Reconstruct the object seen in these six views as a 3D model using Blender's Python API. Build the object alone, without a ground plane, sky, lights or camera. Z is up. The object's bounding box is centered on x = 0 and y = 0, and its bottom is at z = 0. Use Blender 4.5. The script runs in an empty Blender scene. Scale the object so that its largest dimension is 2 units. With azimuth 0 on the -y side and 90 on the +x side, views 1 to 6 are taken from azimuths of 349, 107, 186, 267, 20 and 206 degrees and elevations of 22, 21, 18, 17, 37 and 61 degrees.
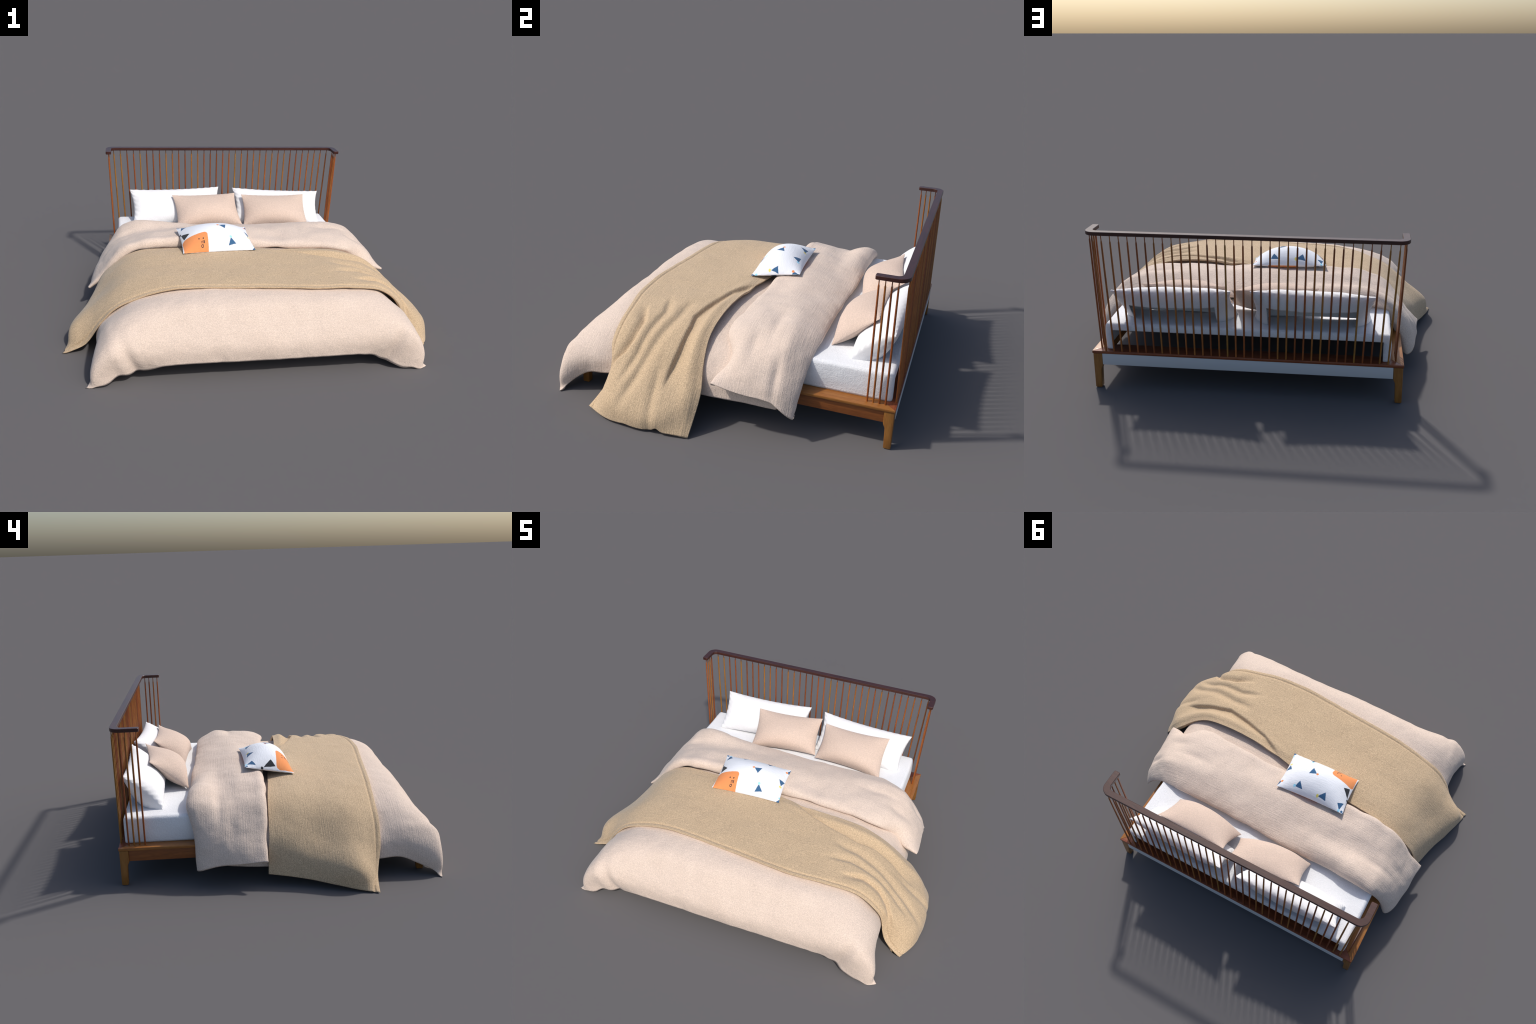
# A double bed with a spindle headboard, mattress, duvet, throw, pillows and a printed cushion.
# Metres, z up, head end at +y, foot end at -y.
import bpy, bmesh, math, random
import numpy as np
from mathutils import Vector, Matrix

random.seed(7)
CX = -0.0178            # the frame is symmetric about this x

# ------------------------------------------------------------------ node helpers
class Nodes:
    def __init__(self, name):
        self.mat = bpy.data.materials.new(name)
        self.mat.use_nodes = True
        self.t = self.mat.node_tree
        self.bsdf = self.t.nodes["Principled BSDF"]
        self.coord = self.t.nodes.new("ShaderNodeTexCoord")

    def new(self, kind, **props):
        n = self.t.nodes.new(kind)
        for k, v in props.items():
            setattr(n, k, v)
        return n

    def put(self, sock, v):
        if hasattr(v, "is_output"):
            self.t.links.new(v, sock)
        else:
            sock.default_value = v

    def math(self, op, a, b=0.0, c=None, clamp=False):
        n = self.new("ShaderNodeMath", operation=op, use_clamp=clamp)
        self.put(n.inputs[0], a)
        self.put(n.inputs[1], b)
        if c is not None:
            self.put(n.inputs[2], c)
        return n.outputs[0]

    def mapped(self, scale=(1, 1, 1), rot=(0, 0, 0), loc=(0, 0, 0), vec=None):
        n = self.new("ShaderNodeMapping")
        self.put(n.inputs["Vector"], vec if vec is not None else self.coord.outputs["Object"])
        n.inputs["Scale"].default_value = scale
        n.inputs["Rotation"].default_value = rot
        n.inputs["Location"].default_value = loc
        return n.outputs[0]

    def noise(self, scale, detail=3.0, rough=0.5, vec=None, distortion=0.0):
        n = self.new("ShaderNodeTexNoise")
        n.inputs["Scale"].default_value = scale
        n.inputs["Detail"].default_value = detail
        n.inputs["Roughness"].default_value = rough
        n.inputs["Distortion"].default_value = distortion
        self.put(n.inputs["Vector"], vec if vec is not None else self.coord.outputs["Object"])
        return n.outputs["Fac"]

    def wave(self, scale, vec=None, distortion=1.0, dscale=2.0, direction="X"):
        n = self.new("ShaderNodeTexWave", wave_type="BANDS", bands_direction=direction)
        n.inputs["Scale"].default_value = scale
        n.inputs["Distortion"].default_value = distortion
        n.inputs["Detail Scale"].default_value = dscale
        self.put(n.inputs["Vector"], vec if vec is not None else self.coord.outputs["Object"])
        return n.outputs["Fac"]

    def ramp(self, fac, stops):
        n = self.new("ShaderNodeValToRGB")
        el = n.color_ramp.elements
        while len(el) < len(stops):
            el.new(0.5)
        for e, (p, c) in zip(el, stops):
            e.position = p
            e.color = (*c, 1.0)
        self.put(n.inputs[0], fac)
        return n.outputs[0]

    def mix(self, fac, a, b, blend="MIX"):
        n = self.new("ShaderNodeMix", data_type="RGBA", blend_type=blend)
        self.put(n.inputs[0], fac)
        for s, v in ((n.inputs[6], a), (n.inputs[7], b)):
            self.put(s, (*v, 1.0) if isinstance(v, tuple) and len(v) == 3 else v)
        return n.outputs[2]

    def bump(self, height, strength, dist, normal=None):
        n = self.new("ShaderNodeBump")
        n.inputs["Strength"].default_value = strength
        n.inputs["Distance"].default_value = dist
        self.put(n.inputs["Height"], height)
        if normal is not None:
            self.put(n.inputs["Normal"], normal)
        return n.outputs[0]

    def finish(self, color, rough=0.8, normal=None, sheen=0.0, spec=0.3, coat=0.0):
        self.put(self.bsdf.inputs["Base Color"], (*color, 1.0) if isinstance(color, tuple) else color)
        self.put(self.bsdf.inputs["Roughness"], rough)
        self.bsdf.inputs["Specular IOR Level"].default_value = spec
        self.bsdf.inputs["Sheen Weight"].default_value = sheen
        self.bsdf.inputs["Coat Weight"].default_value = coat
        if normal is not None:
            self.put(self.bsdf.inputs["Normal"], normal)
        return self.mat


def shade(c, k):
    return tuple(min(1.0, v * k) for v in c)


def fabric(name, col, speck=0.12, rib_axis=None, rib_scale=70.0, bump=0.35, spec=0.12):
    """Woven cloth: fine light and dark flecks, faint ribs, a little broad unevenness."""
    n = Nodes(name)
    fleck = n.noise(240.0, 2.5, 0.62)
    fleck2 = n.noise(95.0, 2.0, 0.5)
    broad = n.noise(7.0, 2.0)
    c = n.ramp(fleck, [(0.30, shade(col, 1 - speck)), (0.50, col), (0.64, shade(col, 1 + speck * 1.1))])
    c2 = n.ramp(fleck2, [(0.33, (1 - speck * 0.22,) * 3), (0.68, (1.0,) * 3)])
    c = n.mix(1.0, c, c2, "MULTIPLY")
    c3 = n.ramp(broad, [(0.3, (0.97, 0.965, 0.96)), (0.7, (1.0, 1.0, 1.0))])
    c = n.mix(1.0, c, c3, "MULTIPLY")
    h = n.math("ADD", fleck, n.math("MULTIPLY", fleck2, 0.7))
    if rib_axis:
        # ribs of the weave run across the bed: fine along it, long in the other two directions
        rib = n.noise(1.0, 2.0, 0.5, vec=n.mapped(scale=(7, rib_scale * 3.2, 7)))
        h = n.math("ADD", h, n.math("MULTIPLY", rib, 1.35))
    nor = n.bump(h, bump, 0.004)
    return n.finish(c, 0.92, nor, sheen=0.15, spec=spec)


def wood(name, dark, mid, light, axis="X", scale=9.0, rough=0.42, coat=0.15, vary=0.0):
    n = Nodes(name)
    st = {"X": (0.7, 9, 9), "Y": (9, 0.7, 9), "Z": (9, 9, 0.7)}[axis]
    vec = n.mapped(scale=st)
    if vary:
        info = n.new("ShaderNodeObjectInfo")
        off = n.math("MULTIPLY", info.outputs["Random"], 40.0)
        comb = n.new("ShaderNodeVectorMath", operation="ADD")
        n.put(comb.inputs[0], vec)
        n.put(comb.inputs[1], off)
        vec = comb.outputs[0]
    grain = n.noise(scale, 5.0, 0.62, vec=vec, distortion=0.8)
    fine = n.noise(scale * 6, 3.0, 0.6, vec=vec)
    c = n.ramp(grain, [(0.28, dark), (0.5, mid), (0.74, light)])
    c = n.mix(0.35, c, n.ramp(fine, [(0.35, dark), (0.65, light)]))
    if vary:
        tone = n.ramp(info.outputs["Random"], [(0.0, (1.0 - vary * 0.40, 0.50, 0.45)), (0.40, (1.0, 0.85, 0.75)),
                                               (0.75, (1.0, 1.12, 0.95)), (1.0, (0.95, 1.45, 1.15))])
        c = n.mix(1.0, c, tone, "MULTIPLY")
    nor = n.bump(n.math("ADD", grain, fine), 0.12, 0.002)
    return n.finish(c, rough, nor, spec=0.4, coat=coat)


# ------------------------------------------------------------------ mesh helpers
def mesh_object(name, verts, faces, mat, parent=None, smooth=True, angle=None):
    me = bpy.data.meshes.new(name)
    me.from_pydata([tuple(map(float, v)) for v in verts], [], faces)
    me.validate()
    me.update()
    ob = bpy.data.objects.new(name, me)
    bpy.context.scene.collection.objects.link(ob)
    if mat is not None:
        me.materials.append(mat)
    if smooth:
        for p in me.polygons:
            p.use_smooth = True
        if angle:
            me.set_sharp_from_angle(angle=math.radians(angle))
    if parent is not None:
        ob.parent = parent
    return ob


def empty(name, loc, label, category):
    e = bpy.data.objects.new(name, None)
    e.location = loc
    bpy.context.scene.collection.objects.link(e)
    e["label"] = label
    e["category"] = category
    return e


def adopt(ob, parent):
    """parent while keeping the geometry where it stands"""
    ob.parent = parent
    ob.matrix_parent_inverse = Matrix.Translation(-Vector(parent.location))


def box(name, lo, hi, mat, parent, bevel=0.003):
    bm = bmesh.new()
    bmesh.ops.create_cube(bm, size=1.0)
    lo, hi = Vector(lo), Vector(hi)
    for v in bm.verts:
        v.co = Vector([(lo[i] + hi[i]) / 2 + v.co[i] * (hi[i] - lo[i]) for i in range(3)])
    if bevel:
        bmesh.ops.bevel(bm, geom=bm.edges[:], offset=bevel, segments=3, profile=0.5, affect="EDGES")
    return from_bm(name, bm, mat, parent)


def from_bm(name, bm, mat, parent, angle=40):
    bmesh.ops.recalc_face_normals(bm, faces=bm.faces[:])
    me = bpy.data.meshes.new(name)
    bm.to_mesh(me)
    bm.free()
    me.materials.append(mat)
    for p in me.polygons:
        p.use_smooth = True
    me.set_sharp_from_angle(angle=math.radians(angle))
    ob = bpy.data.objects.new(name, me)
    bpy.context.scene.collection.objects.link(ob)
    if parent is not None:
        adopt(ob, parent)
    return ob


def apply_modifiers(ob):
    dg = bpy.context.evaluated_depsgraph_get()
    me = bpy.data.meshes.new_from_object(ob.evaluated_get(dg))
    ob.modifiers.clear()
    ob.data = me


# smooth value noise for wrinkles (vectorised, seeded)
def value_noise(p, seed):
    rng = np.random.default_rng(seed)
    tab = rng.random(4096)
    q = np.floor(p).astype(np.int64)
    f = p - q
    f = f * f * (3 - 2 * f)
    out = 0.0
    for dx in (0, 1):
        for dy in (0, 1):
            for dz in (0, 1):
                h = ((q[..., 0] + dx) * 73856093 ^ (q[..., 1] + dy) * 19349663 ^ (q[..., 2] + dz) * 83492791) & 4095
                w = (f[..., 0] if dx else 1 - f[..., 0]) * (f[..., 1] if dy else 1 - f[..., 1]) * (f[..., 2] if dz else 1 - f[..., 2])
                out = out + w * tab[h]
    return out - 0.5


def fractal(p, seed, octaves=3):
    return sum(value_noise(p * 2 ** k, seed + k) * 0.5 ** k for k in range(octaves))


# ------------------------------------------------------------------ cloth
def natural_spline(knots, Y, t):
    """natural cubic spline through Y (n, ...) at knots, evaluated at t"""
    k = np.asarray(knots, float)
    n = len(k)
    h = np.diff(k)
    A = np.zeros((n, n))
    B = np.zeros((n,) + Y.shape[1:])
    A[0, 0] = A[-1, -1] = 1
    for i in range(1, n - 1):
        A[i, i - 1], A[i, i], A[i, i + 1] = h[i - 1], 2 * (h[i - 1] + h[i]), h[i]
        B[i] = 6 * ((Y[i + 1] - Y[i]) / h[i] - (Y[i] - Y[i - 1]) / h[i - 1])
    M = np.linalg.solve(A, B.reshape(n, -1)).reshape(B.shape)
    j = np.clip(np.searchsorted(k, t) - 1, 0, n - 2)
    sh = (-1,) + (1,) * (Y.ndim - 1)
    a = ((k[j + 1] - t) / h[j]).reshape(sh)
    b = ((t - k[j]) / h[j]).reshape(sh)
    hh = h[j].reshape(sh)
    return a * Y[j] + b * Y[j + 1] + ((a ** 3 - a) * M[j] + (b ** 3 - b) * M[j + 1]) * hh ** 2 / 6


def chord_knots(C):
    d = np.linalg.norm(np.diff(C, axis=0), axis=2).mean(axis=1) ** 0.75
    k = np.r_[0, np.cumsum(d)]
    return k / k[-1]


def spread(C, nr, nc):
    """smooth surface through a grid of control points; returns (nr, nc, 3) and the two parameters"""
    C = np.asarray(C, float)
    u = np.linspace(0, 1, nr)
    v = np.linspace(0, 1, nc)
    S = natural_spline(chord_knots(C), C, u)
    kc = chord_knots(np.swapaxes(C, 0, 1))
    S = np.swapaxes(natural_spline(kc, np.swapaxes(S, 0, 1), v), 0, 1)
    return S, u, v


def normals_of(S):
    du = np.gradient(S, axis=0)
    dv = np.gradient(S, axis=1)
    n = np.cross(du, dv)
    n /= np.linalg.norm(n, axis=2, keepdims=True) + 1e-12
    return n


def border_distance(S):
    """distance along the cloth to the nearest of its four borders, and to each of them"""
    def arc(P):
        return np.concatenate([np.zeros((1, P.shape[1])), np.cumsum(np.linalg.norm(np.diff(P, axis=0), axis=2), axis=0)])
    a = arc(S)
    b = arc(np.swapaxes(S, 0, 1)).T
    d = [a, a[-1:] - a, b, b[:, -1:] - b]
    return np.minimum.reduce(d), d


def quilt(name, S, up, thick, edge, mat, parent, thick_map=None):
    """closed, softly rounded cloth: S is the outer face, thick its full depth"""
    nr, nc = S.shape[:2]
    N = normals_of(S)
    if np.mean(N @ np.array(up)) < 0:
        N = -N
    d, _ = border_distance(S)
    x = np.clip(d / edge, 0, 1)
    a = np.sqrt(np.clip(1 - (1 - x) ** 2, 0, 1))
    T = thick * (thick_map if thick_map is not None else 1.0) * 0.5
    top = S
    bot = S - N * (2 * T * a)[..., None]
    bot[..., 2] = np.maximum(bot[..., 2], 0.0015)
    verts = top.reshape(-1, 3)
    idx_top = np.arange(nr * nc).reshape(nr, nc)
    inner = np.zeros((nr, nc), bool)
    inner[1:-1, 1:-1] = True
    idx_bot = idx_top.copy()
    idx_bot[inner] = nr * nc + np.arange(inner.sum())
    verts = np.concatenate([verts, bot[inner]])
    verts[:, 2] = np.maximum(verts[:, 2], 0.0)
    faces = []
    for I, flip in ((idx_top, False), (idx_bot, True)):
        q = np.stack([I[:-1, :-1], I[1:, :-1], I[1:, 1:], I[:-1, 1:]], -1).reshape(-1, 4)
        faces += (q[:, ::-1] if flip else q).tolist()
    ob = mesh_object(name, verts, faces, mat)
    bm = bmesh.new()
    bm.from_mesh(ob.data)
    bmesh.ops.recalc_face_normals(bm, faces=bm.faces[:])
    bm.to_mesh(ob.data)
    bm.free()
    if parent is not None:
        adopt(ob, parent)
    return ob


# ------------------------------------------------------------------ materials
PEACH = (0.660, 0.540, 0.455)
CAMEL = (0.530, 0.395, 0.255)
M_duvet = fabric("peach_linen", PEACH, 0.14, True, 55.0)
M_fold = M_duvet
M_throw = fabric("camel_knit", CAMEL, 0.24, True, 60.0, 0.32)
M_tan = fabric("peach_cushion_linen", (0.620, 0.485, 0.402), 0.11, None, bump=0.3)
M_white = fabric("white_cotton", (0.80, 0.80, 0.81), 0.04, None, bump=0.15)
M_sheet = fabric("white_sheet", (0.80, 0.81, 0.83), 0.04, None, bump=0.45)
M_rail = wood("dark_walnut", (0.022, 0.006, 0.005), (0.046, 0.012, 0.009), (0.072, 0.021, 0.014), "X", rough=0.38)
M_plank = wood("orange_oak", (0.20, 0.062, 0.012), (0.33, 0.122, 0.024), (0.40, 0.175, 0.038), "Y")
M_back = wood("red_mahogany", (0.10, 0.022, 0.008), (0.20, 0.046, 0.014), (0.27, 0.075, 0.022), "X")
M_apron = wood("brown_oak", (0.14, 0.040, 0.010), (0.23, 0.068, 0.015), (0.30, 0.102, 0.024), "Y")
M_leg = wood("golden_oak", (0.18, 0.066, 0.013), (0.28, 0.115, 0.023), (0.35, 0.160, 0.036), "Z")
M_spindle = wood("spindle_oak", (0.19, 0.050, 0.011), (0.30, 0.088, 0.018), (0.38, 0.130, 0.028), "Z", vary=1.0)
M_panel = Nodes("pale_panel").finish((0.52, 0.53, 0.54), 0.6)

# ------------------------------------------------------------------ bed frame
HALF, TOP, HEAD, FOOT = 0.7445, 0.196, 0.795, -0.712
bed = empty("bed", (CX, 0, 0), "brown wooden double bed with tall spindle headboard", "bed")
PW = 0.085             # plank width


def plank(name, corners, mat):
    bm = bmesh.new()
    vs = [bm.verts.new((x, y, TOP - 0.0145)) for x, y in corners]
    f = bm.faces.new(vs)
    r = bmesh.ops.extrude_face_region(bm, geom=[f])
    for v in r["geom"]:
        if isinstance(v, bmesh.types.BMVert):
            v.co.z = TOP
    bmesh.ops.bevel(bm, geom=bm.edges[:], offset=0.0022, segments=2, profile=0.5, affect="EDGES")
    return from_bm(name, bm, mat, bed)


x0, x1 = CX - HALF, CX + HALF
# mitred ring of planks
plank("plank", [(x0, HEAD), (x1, HEAD), (x1 - PW, HEAD - PW), (x0 + PW, HEAD - PW)], M_back)
plank("plank", [(x0, FOOT), (x1, FOOT), (x1 - PW, FOOT + PW), (x0 + PW, FOOT + PW)], M_back)
plank("plank", [(x1, HEAD), (x1, FOOT), (x1 - PW, FOOT + PW), (x1 - PW, HEAD - PW)], M_plank)
plank("plank", [(x0, HEAD), (x0, FOOT), (x0 + PW, FOOT + PW), (x0 + PW, HEAD - PW)], M_plank)

AP0, AP1 = 0.123, TOP - 0.0150
for sx in (-1, 1):
    xo = CX + sx * (HALF - 0.010)
    xi = CX + sx * (HALF - 0.030)
    box("apron", (min(xo, xi), FOOT + 0.045, AP0), (max(xo, xi), HEAD - 0.043, AP1), M_apron, bed, 0.002)
box("panel", (x0 + 0.0485, HEAD - 0.022, AP0 + 0.001), (x1 - 0.0485, HEAD - 0.0015, AP1), M_panel, bed, 0.001)
box("apron", (x0 + 0.045, FOOT + 0.012, AP0), (x1 - 0.045, FOOT + 0.032, AP1), M_apron, bed, 0.002)


def leg_mesh(name):
    """bracket leg: wide at the apron, curved in to a slimmer foot; the outer corner is straight"""
    prof = [(AP1 - 0.001, 0.0445), (0.150, 0.0445), (0.124, 0.0445), (0.117, 0.0432), (0.110, 0.0402), (0.103, 0.0368),
            (0.095, 0.0350), (0.060, 0.0338), (0.004, 0.0325), (0.0, 0.0305)]
    bm = bmesh.new()
    rings = []
    for i, (z, w) in enumerate(prof):
        ins = 0.0015 if i == len(prof) - 1 else 0.0
        r, pts = 0.003, []
        for (cx, cy, a0) in ((w - r, w - r, 0), (r + ins, w - r, 90), (r + ins, r + ins, 180), (w - r, r + ins, 270)):
            for a in (0, 45, 90):
                t = math.radians(a0 + a)
                pts.append((cx + r * math.cos(t), cy + r * math.sin(t), z))
        rings.append([bm.verts.new(p) for p in pts])
    m = len(rings[0])
    for a, b in zip(rings, rings[1:]):
        for k in range(m):
            bm.faces.new((a[k], a[(k + 1) % m], b[(k + 1) % m], b[k]))
    bm.faces.new(rings[0])
    bm.faces.new(rings[-1])
    return from_bm(name, bm, M_leg, None, 50)


leg = leg_mesh("leg")
first = True
for sx in (-1, 1):
    for sy in (-1, 1):
        ob = leg if first else leg.copy()
        if not first:
            bpy.context.scene.collection.objects.link(ob)
        first = False
        cx_ = CX + sx * (HALF - 0.003)
        cy_ = HEAD - 0.003 if sy > 0 else FOOT + 0.003
        adopt(ob, bed)
        ob.matrix_local = Matrix.Translation((cx_ - CX, cy_, 0)) @ Matrix.Diagonal((-sx, -sy, 1, 1))

# headboard rail: rounded U, laid flat
RTOP, RTHK, RW = 0.789, 0.0175, 0.033
def rail():
    hw, yb, yt, R = 0.7470, 0.7905, 0.651, 0.050

    def side(off, r, n=9):
        h, b = hw - off, yb - off
        pts = [(-h, yt)]
        for i in range(n):
            a = math.pi - i / (n - 1) * math.pi / 2
            pts.append((-h + r + r * math.cos(a), b - r + r * math.sin(a)))
        for i in range(n):
            a = math.pi / 2 - i / (n - 1) * math.pi / 2
            pts.append((h - r + r * math.cos(a), b - r + r * math.sin(a)))
        pts.append((h, yt))
        return pts
    o, i = side(0, R), side(RW, 0.026)
    bm = bmesh.new()
    lo = [[bm.verts.new((CX + x, y, RTOP - RTHK)) for x, y in P] for P in (o, i)]
    hi = [[bm.verts.new((CX + x, y, RTOP)) for x, y in P] for P in (o, i)]
    n = len(o)
    for k in range(n - 1):
        bm.faces.new((hi[0][k], hi[0][k + 1], hi[1][k + 1], hi[1][k]))
        bm.faces.new((lo[0][k + 1], lo[0][k], lo[1][k], lo[1][k + 1]))
        bm.faces.new((lo[0][k], lo[0][k + 1], hi[0][k + 1], hi[0][k]))
        bm.faces.new((lo[1][k + 1], lo[1][k], hi[1][k], hi[1][k + 1]))
    for k in (0, n - 1):
        bm.faces.new((lo[0][k], hi[0][k], hi[1][k], lo[1][k]))
    bmesh.ops.recalc_face_normals(bm, faces=bm.faces[:])
    tips = [e for e in bm.edges if all(abs(v.co.y - yt) < 1e-5 for v in e.verts) and abs(e.verts[0].co.z - e.verts[1].co.z) > 0.01]
    bmesh.ops.bevel(bm, geom=tips, offset=0.007, segments=4, profile=0.5, affect="EDGES")
    sharp = [e for e in bm.edges if len(e.link_faces) == 2 and e.calc_face_angle() > math.radians(40)]
    bmesh.ops.bevel(bm, geom=sharp, offset=0.0016, segments=1, profile=0.5, affect="EDGES")
    return from_bm("headboard_rail", bm, M_rail, bed, 35)


rail()


def spindle_mesh():
    """turned rod of unit length, thinner towards both ends, with a stepped peg at the top"""
    L = 1.0
    prof = [(0.0, 0.0042), (0.05, 0.0043), (0.35, 0.0047), (0.65, 0.0047), (0.88, 0.0042), (0.938, 0.0040), (0.944, 0.0036),
            (0.950, 0.0026), (0.956, 0.0023), (1.0, 0.0023)]
    bm = bmesh.new()
    seg, rings = 12, []
    for z, r in prof:
        rings.append([bm.verts.new((r * math.cos(2 * math.pi * k / seg), r * math.sin(2 * math.pi * k / seg), z * L)) for k in range(seg)])
    for a, b in zip(rings, rings[1:]):
        for k in range(seg):
            bm.faces.new((a[k], a[(k + 1) % seg], b[(k + 1) % seg], b[k]))
    bm.faces.new(rings[0])
    bm.faces.new(rings[-1])
    return from_bm("spindle", bm, M_spindle, None, 50)


proto = spindle_mesh()
used = False


def spindle(bottom, top):
    global used
    ob = proto if not used else proto.copy()
    if used:
        bpy.context.scene.collection.objects.link(ob)
    used = True
    b, t = Vector(bottom), Vector(top)
    d = t - b
    q = Vector((0, 0, 1)).rotation_difference(d.normalized())
    adopt(ob, bed)
    ob.matrix_local = Matrix.Translation((b.x - CX, b.y, b.z)) @ q.to_matrix().to_4x4() @ Matrix.Diagonal((1, 1, d.length, 1))


ZB, ZT = TOP - 0.006, RTOP - RTHK + 0.004
for k in range(35):
    f = k / 34 * 2 - 1
    spindle((CX + 0.0025 + f * 0.673, 0.788, ZB), (CX + 0.001 + f * 0.702, 0.7835, ZT))
for sx in (-1, 1):
    for k in range(4):
        y = 0.667 + 0.0265 * k
        spindle((CX + 0.002 + sx * 0.709, y, ZB), (CX + sx * 0.731, y - 0.001, ZT))

# ------------------------------------------------------------------ mattress (an open-backed shell under a fitted sheet)
def mattress():
    th = empty("mattress", (CX, 0.03, TOP), "white mattress in a plain fitted sheet", "mattress")
    bm = bmesh.new()
    hx, ya, yb, za, zb, R = 0.6815, -0.56, 0.768, TOP + 0.001, 0.331, 0.018
    nx, ny, nz = 80, 80, 12

    def P(x, y, z):
        # round the box: pull points inside the rounding radius back on to it
        c = Vector((max(-hx + R, min(hx - R, x)), max(ya + R, min(yb - R, y)), min(zb - R, z)))
        d = Vector((x, y, z)) - c
        if d.length > 1e-9:
            d = d.normalized() * R
            return c + d
        return Vector((x, y, z))
    cache = {}

    def V(x, y, z):
        p = P(x, y, z)
        k = tuple(round(v, 5) for v in p)
        if k not in cache:
            w = 0.0025 * fractal(np.array([[p.x * 14, p.y * 14, p.z * 18]]), 5)[0]
            bulge = 0.004 * math.sin(math.pi * min(1, max(0, (p.z - za) / (zb - za))))
            s = Vector((math.copysign(bulge + w, p.x) if abs(p.x) > hx - R else 0, 0, w if p.z > zb - R else 0))
            # the part under the duvet is narrower and lower than the bare head end
            h = min(1.0, max(0.0, (0.36 - p.y) / 0.16))
            h = h * h * (3 - 2 * h)
            cache[k] = bm.verts.new((CX + (p.x + s.x) * (1 - 0.13 * h), p.y + s.y, za + (p.z + s.z - za) * (1 - 0.22 * h)))
        return cache[k]

    def axis(a, b, n):
        e = [a + R * t for t in (0, .2, .4, .6, .8)] + list(np.linspace(a + R, b - R, n)) + [b - R * t for t in (.8, .6, .4, .2, 0)]
        return e
    X, Y = axis(-hx, hx, nx), axis(ya, yb, ny)
    Zs = list(np.linspace(za, 0.2955, nz)) + [0.3000, zb - R] + [zb - R * t for t in (.8, .6, .4, .2, 0)]

    def quad(*p):
        v = [V(*q) for q in p]
        v = [a for i, a in enumerate(v) if a not in v[:i]]
        if len(v) >= 3:
            try:
                bm.faces.new(v)
            except ValueError:
                pass
    for a, b in zip(X, X[1:]):
        for c, d in zip(Y, Y[1:]):
            quad((a, c, zb), (b, c, zb), (b, d, zb), (a, d, zb))
    for c, d in zip(Y, Y[1:]):
        for e, f in zip(Zs, Zs[1:]):
            for x in (-hx, hx):
                quad((x, c, e), (x, d, e), (x, d, f), (x, c, f))
    for a, b in zip(X, X[1:]):
        for e, f in zip(Zs, Zs[1:]):
            quad((a, ya, e), (b, ya, e), (b, ya, f), (a, ya, f))
            # the back is open under a short lip
            if e > 0.294 or max(abs(a), abs(b)) > hx - 0.022:
                quad((a, yb, e), (b, yb, e), (b, yb, f), (a, yb, f))
    ob = from_bm("sheet", bm, M_sheet, th, 180)
    m = ob.modifiers.new("shell", "SOLIDIFY")
    m.thickness, m.offset = 0.005, -1
    apply_modifiers(ob)


mattress()

# ------------------------------------------------------------------ duvet
def wrinkle(S, amount, scale, seed, stretch=(1, 1, 1)):
    N = normals_of(S)
    return S + N * (amount * fractal(S * scale * np.array(stretch), seed))[..., None]


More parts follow.
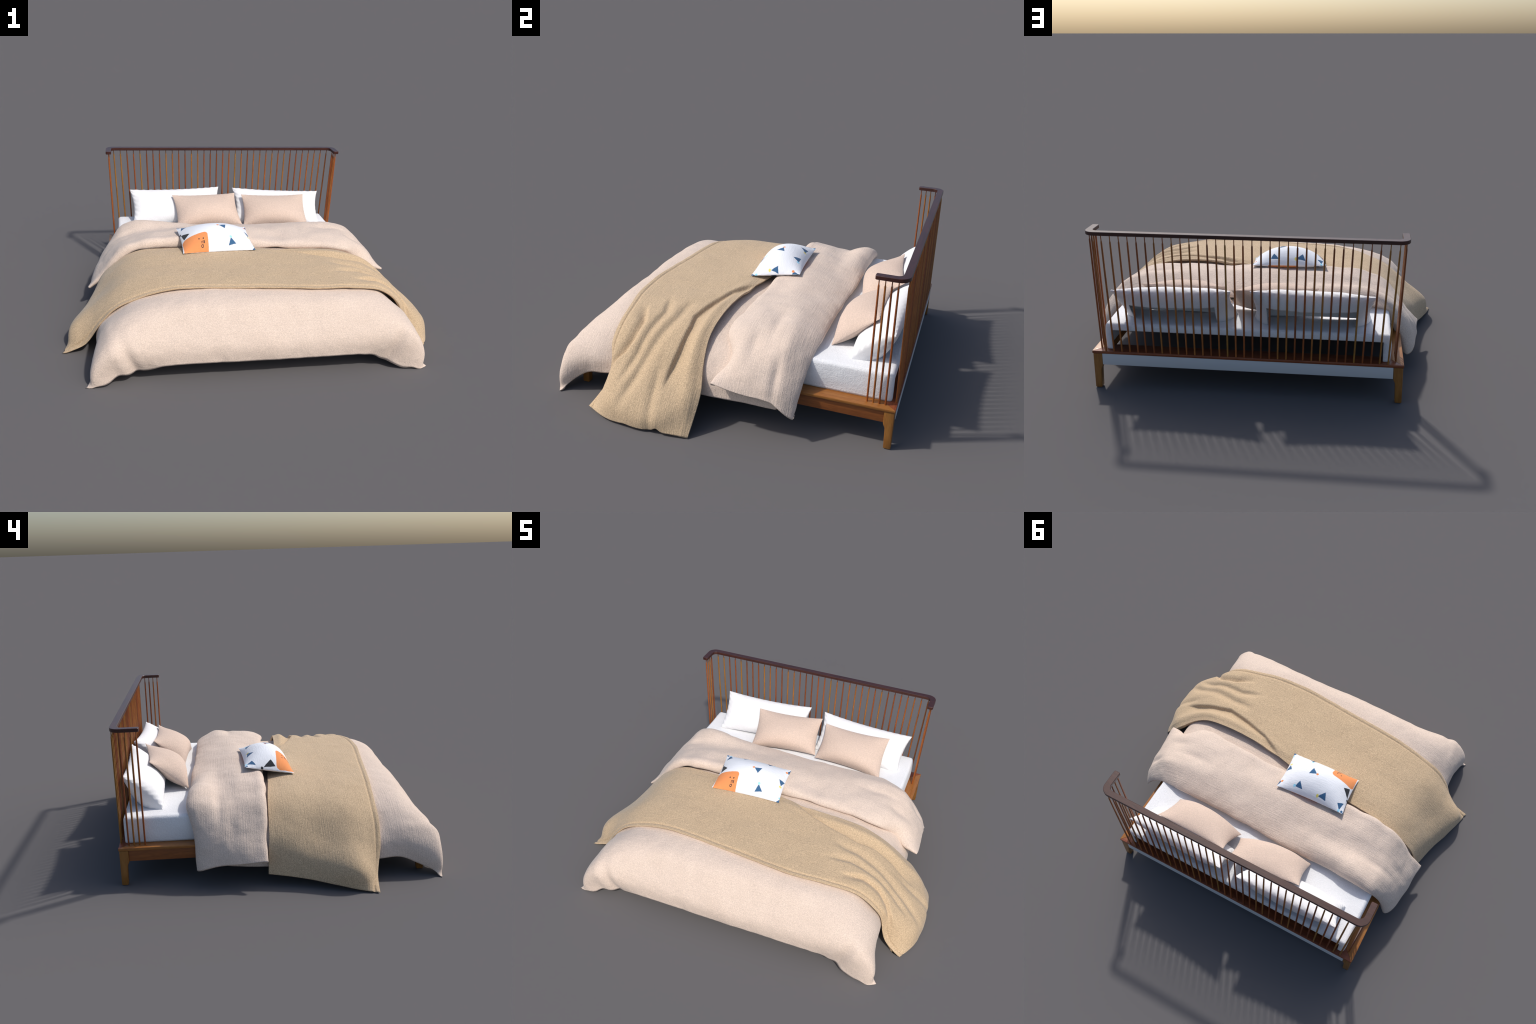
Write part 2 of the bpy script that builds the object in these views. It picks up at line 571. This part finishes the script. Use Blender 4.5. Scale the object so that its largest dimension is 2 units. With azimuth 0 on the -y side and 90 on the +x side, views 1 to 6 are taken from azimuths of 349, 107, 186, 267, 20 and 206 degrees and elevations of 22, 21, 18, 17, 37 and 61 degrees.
duvet = empty("duvet", (0, 0, 0.10), "thick peach linen duvet draped to the floor corners", "duvet")
DUVET = [
    [(-.790, .36, .10), (-.780, .36, .17), (-.730, .36, .255), (-.630, .36, .318), (-.45, .36, .345), (-.23, .36, .348), (0, .36, .348), (.23, .36, .348), (.45, .36, .345), (.63, .36, .318), (.73, .36, .255), (.785, .30, .19), (.800, .30, .125)],
    [(-.815, .05, .082), (-.800, .05, .17), (-.740, .05, .255), (-.635, .05, .318), (-.46, .05, .355), (-.23, .05, .362), (0, .05, .362), (.23, .05, .362), (.46, .05, .355), (.635, .05, .322), (.735, .05, .262), (.790, .05, .19), (.805, .05, .125)],
    [(-.820, -.30, .10), (-.802, -.30, .175), (-.737, -.30, .250), (-.635, -.30, .312), (-.46, -.30, .358), (-.23, -.30, .370), (0, -.30, .372), (.23, -.30, .370), (.46, -.30, .358), (.64, -.30, .318), (.735, -.30, .258), (.785, -.30, .19), (.805, -.30, .125)],
    [(-.820, -.48, .095), (-.800, -.48, .170), (-.730, -.49, .243), (-.635, -.50, .300), (-.47, -.51, .348), (-.24, -.53, .366), (0, -.54, .370), (.24, -.54, .366), (.47, -.53, .350), (.645, -.52, .315), (.726, -.50, .250), (.772, -.49, .19), (.790, -.49, .124)],
    [(-.818, -.57, .098), (-.803, -.58, .172), (-.746, -.600, .246), (-.650, -.62, .298), (-.49, -.635, .332), (-.25, -.645, .342), (0, -.648, .343), (.25, -.645, .342), (.49, -.63, .334), (.655, -.61, .300), (.748, -.59, .243), (.790, -.575, .178), (.790, -.565, .112)],
    [(-.822, -.645, .070), (-.818, -.675, .145), (-.758, -.708, .222), (-.675, -.728, .248), (-.51, -.710, .268), (-.26, -.713, .275), (0, -.713, .276), (.26, -.713, .275), (.51, -.720, .270), (.676, -.722, .250), (.758, -.702, .215), (.798, -.675, .155), (.788, -.640, .098)],
    [(-.840, -.732, .030), (-.842, -.772, .070), (-.775, -.787, .148), (-.678, -.783, .163), (-.53, -.765, .180), (-.265, -.772, .185), (0, -.774, .186), (.265, -.772, .185), (.53, -.775, .182), (.690, -.774, .163), (.776, -.777, .140), (.828, -.760, .070), (.808, -.718, .045)],
    [(-.868, -.776, .000), (-.800, -.788, .006), (-.715, -.772, .048), (-.605, -.752, .056), (-.50, -.768, .086), (-.26, -.774, .095), (0, -.775, .095), (.26, -.774, .095), (.51, -.770, .092), (.605, -.752, .050), (.70, -.772, .014), (.795, -.784, .001), (.846, -.762, .000)],
]
S, u, v = spread(DUVET, 130, 260)
S = wrinkle(S, 0.006, 6.0, 11)
S = wrinkle(S, 0.0035, 16.0, 21)
d, sides = border_distance(S)
# gathered little waves along the foot hem, strongest at the hanging corners
g = np.exp(-sides[1] / 0.05) * np.clip((np.abs(S[..., 0]) - 0.45) / 0.3, 0, 1)
S[..., 2] += g * 0.006 * np.sin(S[..., 0] * 60)
# creases where the hanging corners fold away from the foot panel
N = normals_of(S)
if np.mean(N[..., 2]) < 0:
    N = -N
Z = S[..., 2]
low = np.clip((0.27 - Z) / 0.12, 0, 1) * np.exp(-np.clip(-0.60 - S[..., 1], -9, 0) ** 2 / 0.004)
for sgn, dep in ((-1, 0.012), (1, 0.010)):
    xv = sgn * (0.600 + 0.42 * Z)
    e = (S[..., 0] - xv) * sgn
    S = S - N * (dep * low * np.exp(-(e / 0.026) ** 2))[..., None] + N * (0.6 * dep * low * np.exp(-((e - 0.055) / 0.03) ** 2))[..., None]
quilt("duvet_cover", S, (0, 0, 1), 0.022, 0.016, M_duvet, duvet)

FOLD = [
    # tucked under at the head end, round the roll, along the top, round the thick free edge and under again
    [(-.770, .385, .095), (-.735, .39, .18), (-.690, .40, .26), (-.61, .40, .315), (-.45, .40, .332), (-.2, .40, .335), (0, .39, .335), (.2, .385, .335), (.45, .375, .332), (.61, .37, .315), (.69, .36, .26), (.75, .345, .20), (.79, .335, .155)],
    [(-.795, .420, .078), (-.770, .428, .175), (-.725, .440, .275), (-.665, .458, .356), (-.45, .448, .362), (-.2, .442, .362), (0, .433, .364), (.2, .423, .366), (.45, .417, .366), (.61, .414, .350), (.71, .405, .29), (.775, .39, .20), (.822, .384, .113)],
    [(-.830, .40, .085), (-.805, .405, .19), (-.752, .410, .298), (-.664, .420, .400), (-.47, .405, .424), (-.2, .390, .398), (0, .380, .394), (.2, .365, .400), (.46, .350, .409), (.635, .345, .390), (.745, .34, .322), (.810, .345, .22), (.845, .35, .135)],
    [(-.850, .32, .112), (-.824, .32, .202), (-.758, .31, .300), (-.662, .30, .379), (-.47, .30, .415), (-.2, .29, .421), (0, .28, .421), (.2, .27, .424), (.46, .27, .430), (.645, .28, .407), (.755, .28, .342), (.825, .28, .250), (.853, .285, .182)],
    [(-.861, .22, .122), (-.831, .22, .205), (-.760, .20, .292), (-.675, .20, .372), (-.47, .20, .428), (-.2, .20, .435), (0, .19, .434), (.2, .18, .428), (.46, .17, .421), (.645, .18, .398), (.755, .18, .337), (.825, .19, .262), (.855, .19, .194)],
    [(-.866, .14, .128), (-.826, .13, .198), (-.760, .12, .283), (-.670, .12, .372), (-.47, .12, .424), (-.2, .11, .427), (0, .10, .426), (.2, .09, .415), (.46, .09, .415), (.645, .09, .396), (.755, .09, .327), (.820, .095, .262), (.857, .09, .206)],
    [(-.877, .080, .135), (-.820, .080, .190), (-.750, .074, .272), (-.655, .070, .368), (-.47, .066, .412), (-.2, .058, .412), (0, .040, .403), (.2, .024, .398), (.46, .014, .390), (.640, .010, .364), (.722, .055, .298), (.800, .026, .248), (.857, .013, .221)],
    [(-.872, .082, .130), (-.812, .078, .178), (-.738, .072, .254), (-.640, .066, .348), (-.47, .062, .380), (-.2, .054, .382), (0, .036, .374), (.2, .020, .372), (.46, .010, .368), (.630, .006, .342), (.708, .052, .280), (.785, .024, .234), (.852, .016, .216)],
    [(-.862, .105, .126), (-.800, .10, .170), (-.725, .10, .245), (-.630, .10, .335), (-.47, .10, .366), (-.2, .09, .368), (0, .07, .360), (.2, .055, .358), (.46, .045, .352), (.610, .045, .328), (.690, .06, .268), (.765, .05, .222), (.838, .04, .212)],
]
S, u, v = spread(FOLD, 120, 260)
S = wrinkle(S, 0.017, 5.0, 31, (1, 0.8, 1))
S = wrinkle(S, 0.005, 13.0, 41, (1, 0.7, 1))
# a few soft dents pressed into the hanging ends
N = normals_of(S)
if np.mean(N[..., 2]) < 0:
    N = -N
for dx_, dy_, rx_, ry_, dep in ((.800, .285, .05, .022, .012), (.700, .150, .06, .03, .010), (.560, .215, .10, .025, .008),
                                (-.655, .300, .10, .025, .009), (-.780, .240, .05, .03, .006), (-.300, .310, .16, .03, .003)):
    S = S - N * (dep * np.exp(-((S[..., 0] - dx_) / rx_) ** 2 - ((S[..., 1] - dy_) / ry_) ** 2))[..., None]
quilt("turned_back_fold", S, (0, 0, 1), 0.005, 0.010, M_fold, duvet)

# ------------------------------------------------------------------ throw blanket
throw = empty("throw_blanket", (0, -0.25, 0.10), "camel knitted throw laid across the bed", "blanket")
THROW = [
    [(-.995, -.437, .004), (-.968, -.33, .012), (-.926, -.20, .032), (-.880, -.06, .048), (-.846, .075, .058)],
    [(-.884, -.450, .050), (-.956, -.36, .098), (-.904, -.20, .122), (-.860, -.06, .130), (-.832, .072, .137)],
    [(-.824, -.474, .145), (-.856, -.34, .194), (-.822, -.20, .204), (-.812, -.06, .212), (-.796, .065, .217)],
    [(-.734, -.486, .258), (-.748, -.34, .284), (-.736, -.20, .286), (-.738, -.06, .290), (-.728, .060, .290)],
    [(-.630, -.489, .311), (-.640, -.34, .345), (-.640, -.20, .350), (-.640, -.06, .354), (-.630, .055, .352)],
    [(-.460, -.500, .366), (-.460, -.36, .379), (-.460, -.21, .384), (-.460, -.07, .391), (-.460, .040, .380)],
    [(-.220, -.522, .380), (-.220, -.37, .387), (-.220, -.22, .391), (-.220, -.09, .399), (-.220, .022, .386)],
    [(.050, -.550, .384), (.040, -.40, .391), (.030, -.25, .394), (.030, -.12, .401), (.040, -.014, .390)],
    [(.250, -.567, .380), (.240, -.42, .389), (.230, -.28, .393), (.220, -.16, .398), (.200, -.048, .398)],
    [(.420, -.560, .371), (.420, -.43, .380), (.410, -.30, .387), (.400, -.18, .390), (.390, -.066, .396)],
    [(.560, -.541, .356), (.570, -.43, .364), (.560, -.31, .368), (.550, -.19, .372), (.540, -.071, .382)],
    [(.670, -.530, .322), (.695, -.43, .324), (.695, -.31, .325), (.680, -.19, .330), (.655, -.074, .344)],
    [(.745, -.526, .262), (.780, -.44, .258), (.792, -.31, .256), (.772, -.19, .262), (.735, -.065, .288)],
    [(.786, -.512, .180), (.862, -.45, .180), (.886, -.31, .172), (.866, -.18, .176), (.800, -.050, .216)],
    [(.822, -.532, .072), (.938, -.455, .088), (.970, -.30, .082), (.960, -.17, .086), (.864, -.035, .145)],
    [(.917, -.560, .010), (.962, -.45, .008), (.986, -.30, .010), (.979, -.17, .010), (.970, -.046, .001)],
]
S, u, v = spread(THROW, 420, 190)
N = normals_of(S)
if np.mean(N[..., 2]) < 0:
    N = -N
X, Y, T = S[..., 0].copy(), S[..., 1].copy(), np.broadcast_to(v, S.shape[:2])
# folds gather towards the +x side: each valley is a line y(x) with a depth and a half-width;
# (foot-side, head-side) widths differ where one fold overhangs the next
VALLEYS = [
    ([.05, .11, .27, .42, .55, .62, .74, .82, .93], [.01, -.02, -.112, -.157, -.187, -.178, -.180, -.192, -.20], .020, (.010, .034), (.10, .90)),
    ([.42, .58, .734, .87, .967], [-.258, -.268, -.307, -.340, -.377], .013, (.022, .028), (.40, 1.0)),
    ([.43, .56, .69, .79, .90], [-.373, -.342, -.360, -.373, -.41], .012, (.016, .024), (.40, .92)),
    ([.54, .646, .742, .793, .813, .84], [-.454, -.415, -.421, -.446, -.475, -.50], .020, (.026, .012), (.50, .88)),
    ([.839, .947, .99], [-.245, -.233, -.225], .008, (.02, .02), (.76, 1.05)),
]
disp = 0.006 * np.clip((X - 0.30) / 0.3, 0, 1) * np.clip((1 - T) / 0.06, 0, 1) * np.clip(T / 0.10, 0, 1)
for vx, vy, depth, (wf, wh), (xa, xb) in VALLEYS:
    dy = Y - np.interp(X, vx, vy)
    w = np.where(dy < 0, wf, wh)
    win = np.clip((X - xa) / 0.14, 0, 1) * np.clip((xb - X) / 0.10, 0, 1)
    win = win * win * (3 - 2 * win)
    disp = disp - depth * win * np.exp(-(dy / w) ** 2)
# rolled ridge beside the head edge on that side
disp = disp + 0.010 * np.exp(-((T - 0.90) / 0.05) ** 2) * np.clip((X - 0.05) / 0.25, 0, 1) * np.clip((0.95 - X) / 0.1, 0, 1)
S = S + N * disp[..., None]
# hem band along the foot edge
d, sides = border_distance(S)
S = S - N * (0.0050 * np.exp(-((sides[2] - 0.024) / 0.006) ** 2))[..., None]
# the hem on the floor at the +x side is nicked and lifts a little in places
hem = np.exp(-sides[1] / 0.03)
S[..., 2] += hem * (0.016 * np.exp(-((Y + 0.19) / 0.018) ** 2) + 0.006 * np.exp(-((Y + 0.34) / 0.03) ** 2)) * (X > 0.5)
S = wrinkle(S, 0.006, 7.0, 51)
S[..., 2] = np.maximum(S[..., 2], 0.001)
quilt("blanket_cloth", S, (0, 0, 1), 0.012, 0.010, M_throw, throw, 1 + 2.2 * np.clip((S[..., 0] - 0.74) / 0.15, 0, 1))


# ------------------------------------------------------------------ pillows
def frame_of(c):
    """local frame of a pillow from its four corners (bottom-left, bottom-right, top-right, top-left)"""
    c = [Vector(p) for p in c]
    o = sum(c, Vector()) / 4
    ex = ((c[1] + c[2]) - (c[0] + c[3])).normalized()
    ey = ((c[3] + c[2]) - (c[0] + c[1]))
    ez = ex.cross(ey).normalized()
    ey = ez.cross(ex)
    M = Matrix((ex, ey, ez)).transposed().to_4x4()
    M.translation = o
    return M


def pillow_surface(local, u, v, front, back, pinch, power, side, skew=0.0, back_power=None, back_skew=None, ends=1.0):
    bl, br, tr, tl = [np.array(p) for p in local]
    a, b = (1 + u) / 2, (1 + v) / 2
    # edges of a stuffed case are drawn in between the corners
    uu = u * (1 - pinch * (1 - v ** 2) * u ** 2 * 1.0)
    vv = v * (1 - pinch * (1 - u ** 2) * v ** 2 * 1.6)
    a, b = ((1 + uu) / 2)[..., None], ((1 + vv) / 2)[..., None]
    P = bl * (1 - a) * (1 - b) + br * a * (1 - b) + tr * a * b + tl * (1 - a) * b
    if side < 0:
        power, skew = back_power or power, skew if back_skew is None else back_skew
    vs = np.clip(v + skew * (1 - v ** 2), -1, 1)
    h = ((1 - u ** 2) ** ends * (1 - vs ** 2))
    h = np.clip(h, 0, 1) ** power
    P[..., 2] += (front if side > 0 else -back) * h
    return P


def pillow(name, corners, front, back, mat, label, category, pinch=0.035, power=0.5, n=(90, 60), seed=1, rumple=0.004,
           hole=None, part="pillow_case", skew=0.0, back_power=None, back_skew=None, ends=1.0):
    M = frame_of(corners)
    inv = M.inverted()
    local = [tuple(inv @ Vector(p)) for p in corners]
    th = empty(name, M.translation, label, category)
    t = np.sin(np.linspace(-math.pi / 2, math.pi / 2, n[0]))
    s = np.sin(np.linspace(-math.pi / 2, math.pi / 2, n[1]))
    u, v = np.meshgrid(t, s, indexing="ij")
    verts, faces = [], []
    I0 = np.arange(n[0] * n[1]).reshape(n)
    inner = np.zeros(n, bool)
    inner[1:-1, 1:-1] = True
    I1 = I0.copy()
    I1[inner] = n[0] * n[1] + np.arange(inner.sum())
    out = []
    for side in (1, -1):
        P = pillow_surface(local, u, v, front, back, pinch, power, side, skew, back_power, back_skew, ends)
        w = ((1 - u ** 2) * (1 - v ** 2)) ** 0.3
        P[..., 2] += side * rumple * w * fractal(P * 11 + side * 3.1, seed)
        # seam puckers
        e = np.exp(-(1 - np.maximum(np.abs(u), np.abs(v))) / 0.05) * np.minimum(1, (1 - np.maximum(np.abs(u), np.abs(v))) * 60)
        P[..., 2] += side * rumple * 0.5 * e * np.sin((u * 1.7 + v) * 24)
        out.append(P)
    verts = np.concatenate([out[0].reshape(-1, 3), out[1][inner]])
    for I, flip in ((I0, False), (I1, True)):
        q = np.stack([I[:-1, :-1], I[1:, :-1], I[1:, 1:], I[:-1, 1:]], -1)
        if flip and hole:
            cu, cv = (u[:-1, :-1] + u[1:, 1:]) / 2, (v[:-1, :-1] + v[1:, 1:]) / 2
            q = q[~((cu > hole[0]) & (cu < hole[1]) & (cv > hole[2]) & (cv < hole[3]))]
        q = q.reshape(-1, 4)
        faces += (q[:, ::-1] if flip else q).tolist()
    ob = mesh_object(part, verts, faces, mat)
    if hole:
        m = ob.modifiers.new("shell", "SOLIDIFY")
        m.thickness, m.offset = 0.003, -1
        bpy.context.view_layer.update()
        apply_modifiers(ob)
    ob.parent = th
    ob.matrix_local = Matrix.Translation(-M.translation) @ M
    return th


WHITE_LABEL = "plump white sleeping pillow leaning on the headboard"
pillow("white_pillow", [(-.610, .580, .330), (-.040, .600, .332), (-.043, .774, .523), (-.624, .764, .512)], .065, .098, M_white,
       WHITE_LABEL, "pillow", seed=3, rumple=0.009, hole=(-.74, .76, -1.0, .50), skew=0.16, pinch=0.065, back_power=0.40, back_skew=0.45, ends=0.75)
pillow("white_pillow", [(.045, .590, .332), (.603, .563, .324), (.630, .751, .492), (.047, .770, .516)], .065, .098, M_white,
       WHITE_LABEL, "pillow", seed=4, rumple=0.009, hole=(-.74, .76, -1.0, .50), skew=0.16, pinch=0.065, back_power=0.40, back_skew=0.45, ends=0.75)
pillow("peach_cushion", [(-.338, .453, .341), (.080, .508, .350), (.055, .708, .500), (-.358, .652, .506)], .079, .055, M_tan,
       "peach linen cushion leaning on white pillow", "cushion", seed=5, power=0.62, part="cushion_cover", skew=0.28, pinch=0.065)
pillow("peach_cushion", [(.084, .486, .348), (.512, .455, .328), (.508, .660, .500), (.092, .662, .502)], .079, .055, M_tan,
       "peach linen cushion leaning on white pillow", "cushion", seed=6, power=0.62, part="cushion_cover", skew=0.28, pinch=0.065)


def printed_cotton():
    """white cotton with an orange patch carrying a simple face, a charcoal hat and blue pointed hats with bobbles"""
    n = Nodes("printed_cotton")
    sep = n.new("ShaderNodeSeparateXYZ")
    wob = n.new("ShaderNodeVectorMath", operation="MULTIPLY_ADD")     # hand-cut wobble of the outlines
    jit = n.new("ShaderNodeTexNoise")
    jit.inputs["Scale"].default_value = 70.0
    n.put(jit.inputs["Vector"], n.coord.outputs["Object"])
    n.put(wob.inputs[0], jit.outputs["Color"])
    wob.inputs[1].default_value = (0.003, 0.003, 0)
    off = n.new("ShaderNodeVectorMath", operation="SUBTRACT")
    n.put(off.inputs[0], n.coord.outputs["Object"])
    off.inputs[1].default_value = (0.0015, 0.0015, 0)
    n.put(wob.inputs[2], off.outputs[0])
    n.put(sep.inputs[0], wob.outputs[0])
    x, y = sep.outputs[0], sep.outputs[1]
    zsep = n.new("ShaderNodeSeparateXYZ")
    n.put(zsep.inputs[0], n.coord.outputs["Object"])
    upper = n.math("GREATER_THAN", zsep.outputs[2], -0.0025)
    lower = n.math("SUBTRACT", 1.0, upper)

    def soft(d, w=0.0018):
        return n.math("MULTIPLY_ADD", d, 1 / w, 0.5, clamp=True)

    def triangle(p):
        p = [(a / 1000, b / 1000) for a, b in p]
        cx_, cy_ = sum(a for a, _ in p) / 3, sum(b for _, b in p) / 3
        out = None
        for (ax, ay), (bx, by) in zip(p, p[1:] + p[:1]):
            nx, ny = by - ay, ax - bx
            l = math.hypot(nx, ny)
            nx, ny = nx / l, ny / l
            c = -(nx * ax + ny * ay)
            if nx * cx_ + ny * cy_ + c < 0:
                nx, ny, c = -nx, -ny, -c
            d = n.math("MULTIPLY_ADD", x, nx, n.math("MULTIPLY_ADD", y, ny, c))
            out = d if out is None else n.math("SMOOTH_MIN", out, d, 0.002)
        return soft(out)

    def dist(px, py, sx=1.0, sy=1.0):
        a = n.math("MULTIPLY", n.math("SUBTRACT", x, px / 1000), sx)
        b = n.math("MULTIPLY", n.math("SUBTRACT", y, py / 1000), sy)
        return n.math("SQRT", n.math("ADD", n.math("MULTIPLY", a, a), n.math("MULTIPLY", b, b)))

    def dot(px, py, r, sx=1.0, sy=1.0):
        return soft(n.math("SUBTRACT", r / 1000, dist(px, py, sx, sy)))

    def bar(px, py, hw, hh):
        a = n.math("SUBTRACT", hw / 1000, n.math("ABSOLUTE", n.math("SUBTRACT", x, px / 1000)))
        b = n.math("SUBTRACT", hh / 1000, n.math("ABSOLUTE", n.math("SUBTRACT", y, py / 1000)))
        return soft(n.math("MINIMUM", a, b), 0.0015)

    def rounded(x0, x1, y0, y1, r):
        x0, x1, y0, y1, r = [q / 1000 for q in (x0, x1, y0, y1, r)]
        a = n.math("MAXIMUM", n.math("SUBTRACT", n.math("ABSOLUTE", n.math("SUBTRACT", x, (x0 + x1) / 2)), (x1 - x0) / 2 - r), 0.0)
        b = n.math("MAXIMUM", n.math("SUBTRACT", n.math("ABSOLUTE", n.math("SUBTRACT", y, (y0 + y1) / 2)), (y1 - y0) / 2 - r), 0.0)
        d = n.math("SQRT", n.math("ADD", n.math("MULTIPLY", a, a), n.math("MULTIPLY", b, b)))
        return soft(n.math("SUBTRACT", r, d))

    WHITE, ORANGE, BLUE, INK = (0.80, 0.82, 0.86), (0.77, 0.285, 0.105), (0.047, 0.125, 0.245), (0.030, 0.034, 0.040)
    SKY, YELLOW = (0.34, 0.70, 0.88), (0.78, 0.68, 0.18)
    weave = n.noise(240.0, 3.0, 0.6)
    col = n.ramp(weave, [(0.3, shade(WHITE, 0.97)), (0.7, WHITE)])

    def lay(mask, c, where=upper):
        nonlocal col
        col = n.mix(n.math("MULTIPLY", mask, where), col, c)

    lay(rounded(-194, -57, -190, -36, 22), ORANGE)
    for ex, ey in ((-107, -73), (-83, -75)):
        lay(dot(ex, ey, 3.6, 1.0, 0.9), INK)
    for bx, w in ((-93, 1.6), (-86, 1.4), (-79, 2.4)):
        lay(bar(bx, -94, w, 6.0), INK)
    lay(bar(-85, -89, 8.5, 1.3), INK)
    ring = n.math("SUBTRACT", 0.0018, n.math("ABSOLUTE", n.math("SUBTRACT", dist(-91, -111), 0.0052)))
    lay(soft(ring), INK)
    lay(triangle([(-193, 34), (-150, -5), (-183, -31)]), INK)
    lay(dot(-196, 42, 4.5, 1.0, 0.6), INK)
    for tri, bob, bc in (
            ([(18, 11), (56, 22), (45, -20)], (10, 13), ORANGE),
            ([(72, -81), (58, -113), (97, -106)], (72, -75), SKY),
            ([(166, 10), (194, 15), (184, -22)], (184, -32), YELLOW),
            ([(186, 100), (200, 132), (199, 90)], (184, 95), ORANGE),
            ([(190, -134), (207, -110), (212, -138)], (203, -104), SKY),
            ([(-157, 97), (-187, 79), (-179, 122)], (-178, 127), SKY),
            ([(84, 79), (98, 106), (57, 109)], (104, 105), SKY),
            ([(-75, 85), (-44, 110), (-88, 115)], (-38, 110), YELLOW),
            ([(-200, 131), (-212, 128), (-206, 142)], (-196, 126), BLUE)):
        gx, gy = sum(a for a, _ in tri) / 3, sum(b for _, b in tri) / 3
        lay(triangle([(gx + (a - gx) * 1.12, gy + (b - gy) * 1.12) for a, b in tri]), BLUE)
        lay(dot(*bob, 7.0), bc)
    # what the seam shows of the print on the lower face
    lay(rounded(-52, 112, 60, 220, 4), ORANGE, lower)
    lay(triangle([(205, 15), (215, -40), (175, -14)]), BLUE, lower)
    lay(triangle([(-175, 140), (-130, 140), (-150, 95)]), BLUE, lower)
    nor = n.bump(n.math("ADD", weave, n.math("MULTIPLY", n.noise(60.0, 3.0, 0.6, vec=n.mapped(scale=(0.35, 2.2, 1))), 1.5)), 0.25, 0.004)
    return n.finish(col, 0.9, nor, sheen=0.1, spec=0.12)


pillow("printed_cushion", [(-.352, -.114, .404), (.056, -.093, .407), (.036, .168, .450), (-.370, .152, .456)], .088, .026,
       printed_cotton(), "small white cushion with orange face and blue hats", "cushion", seed=8, rumple=0.003, power=0.75, back_power=0.45,
       part="cushion_cover")
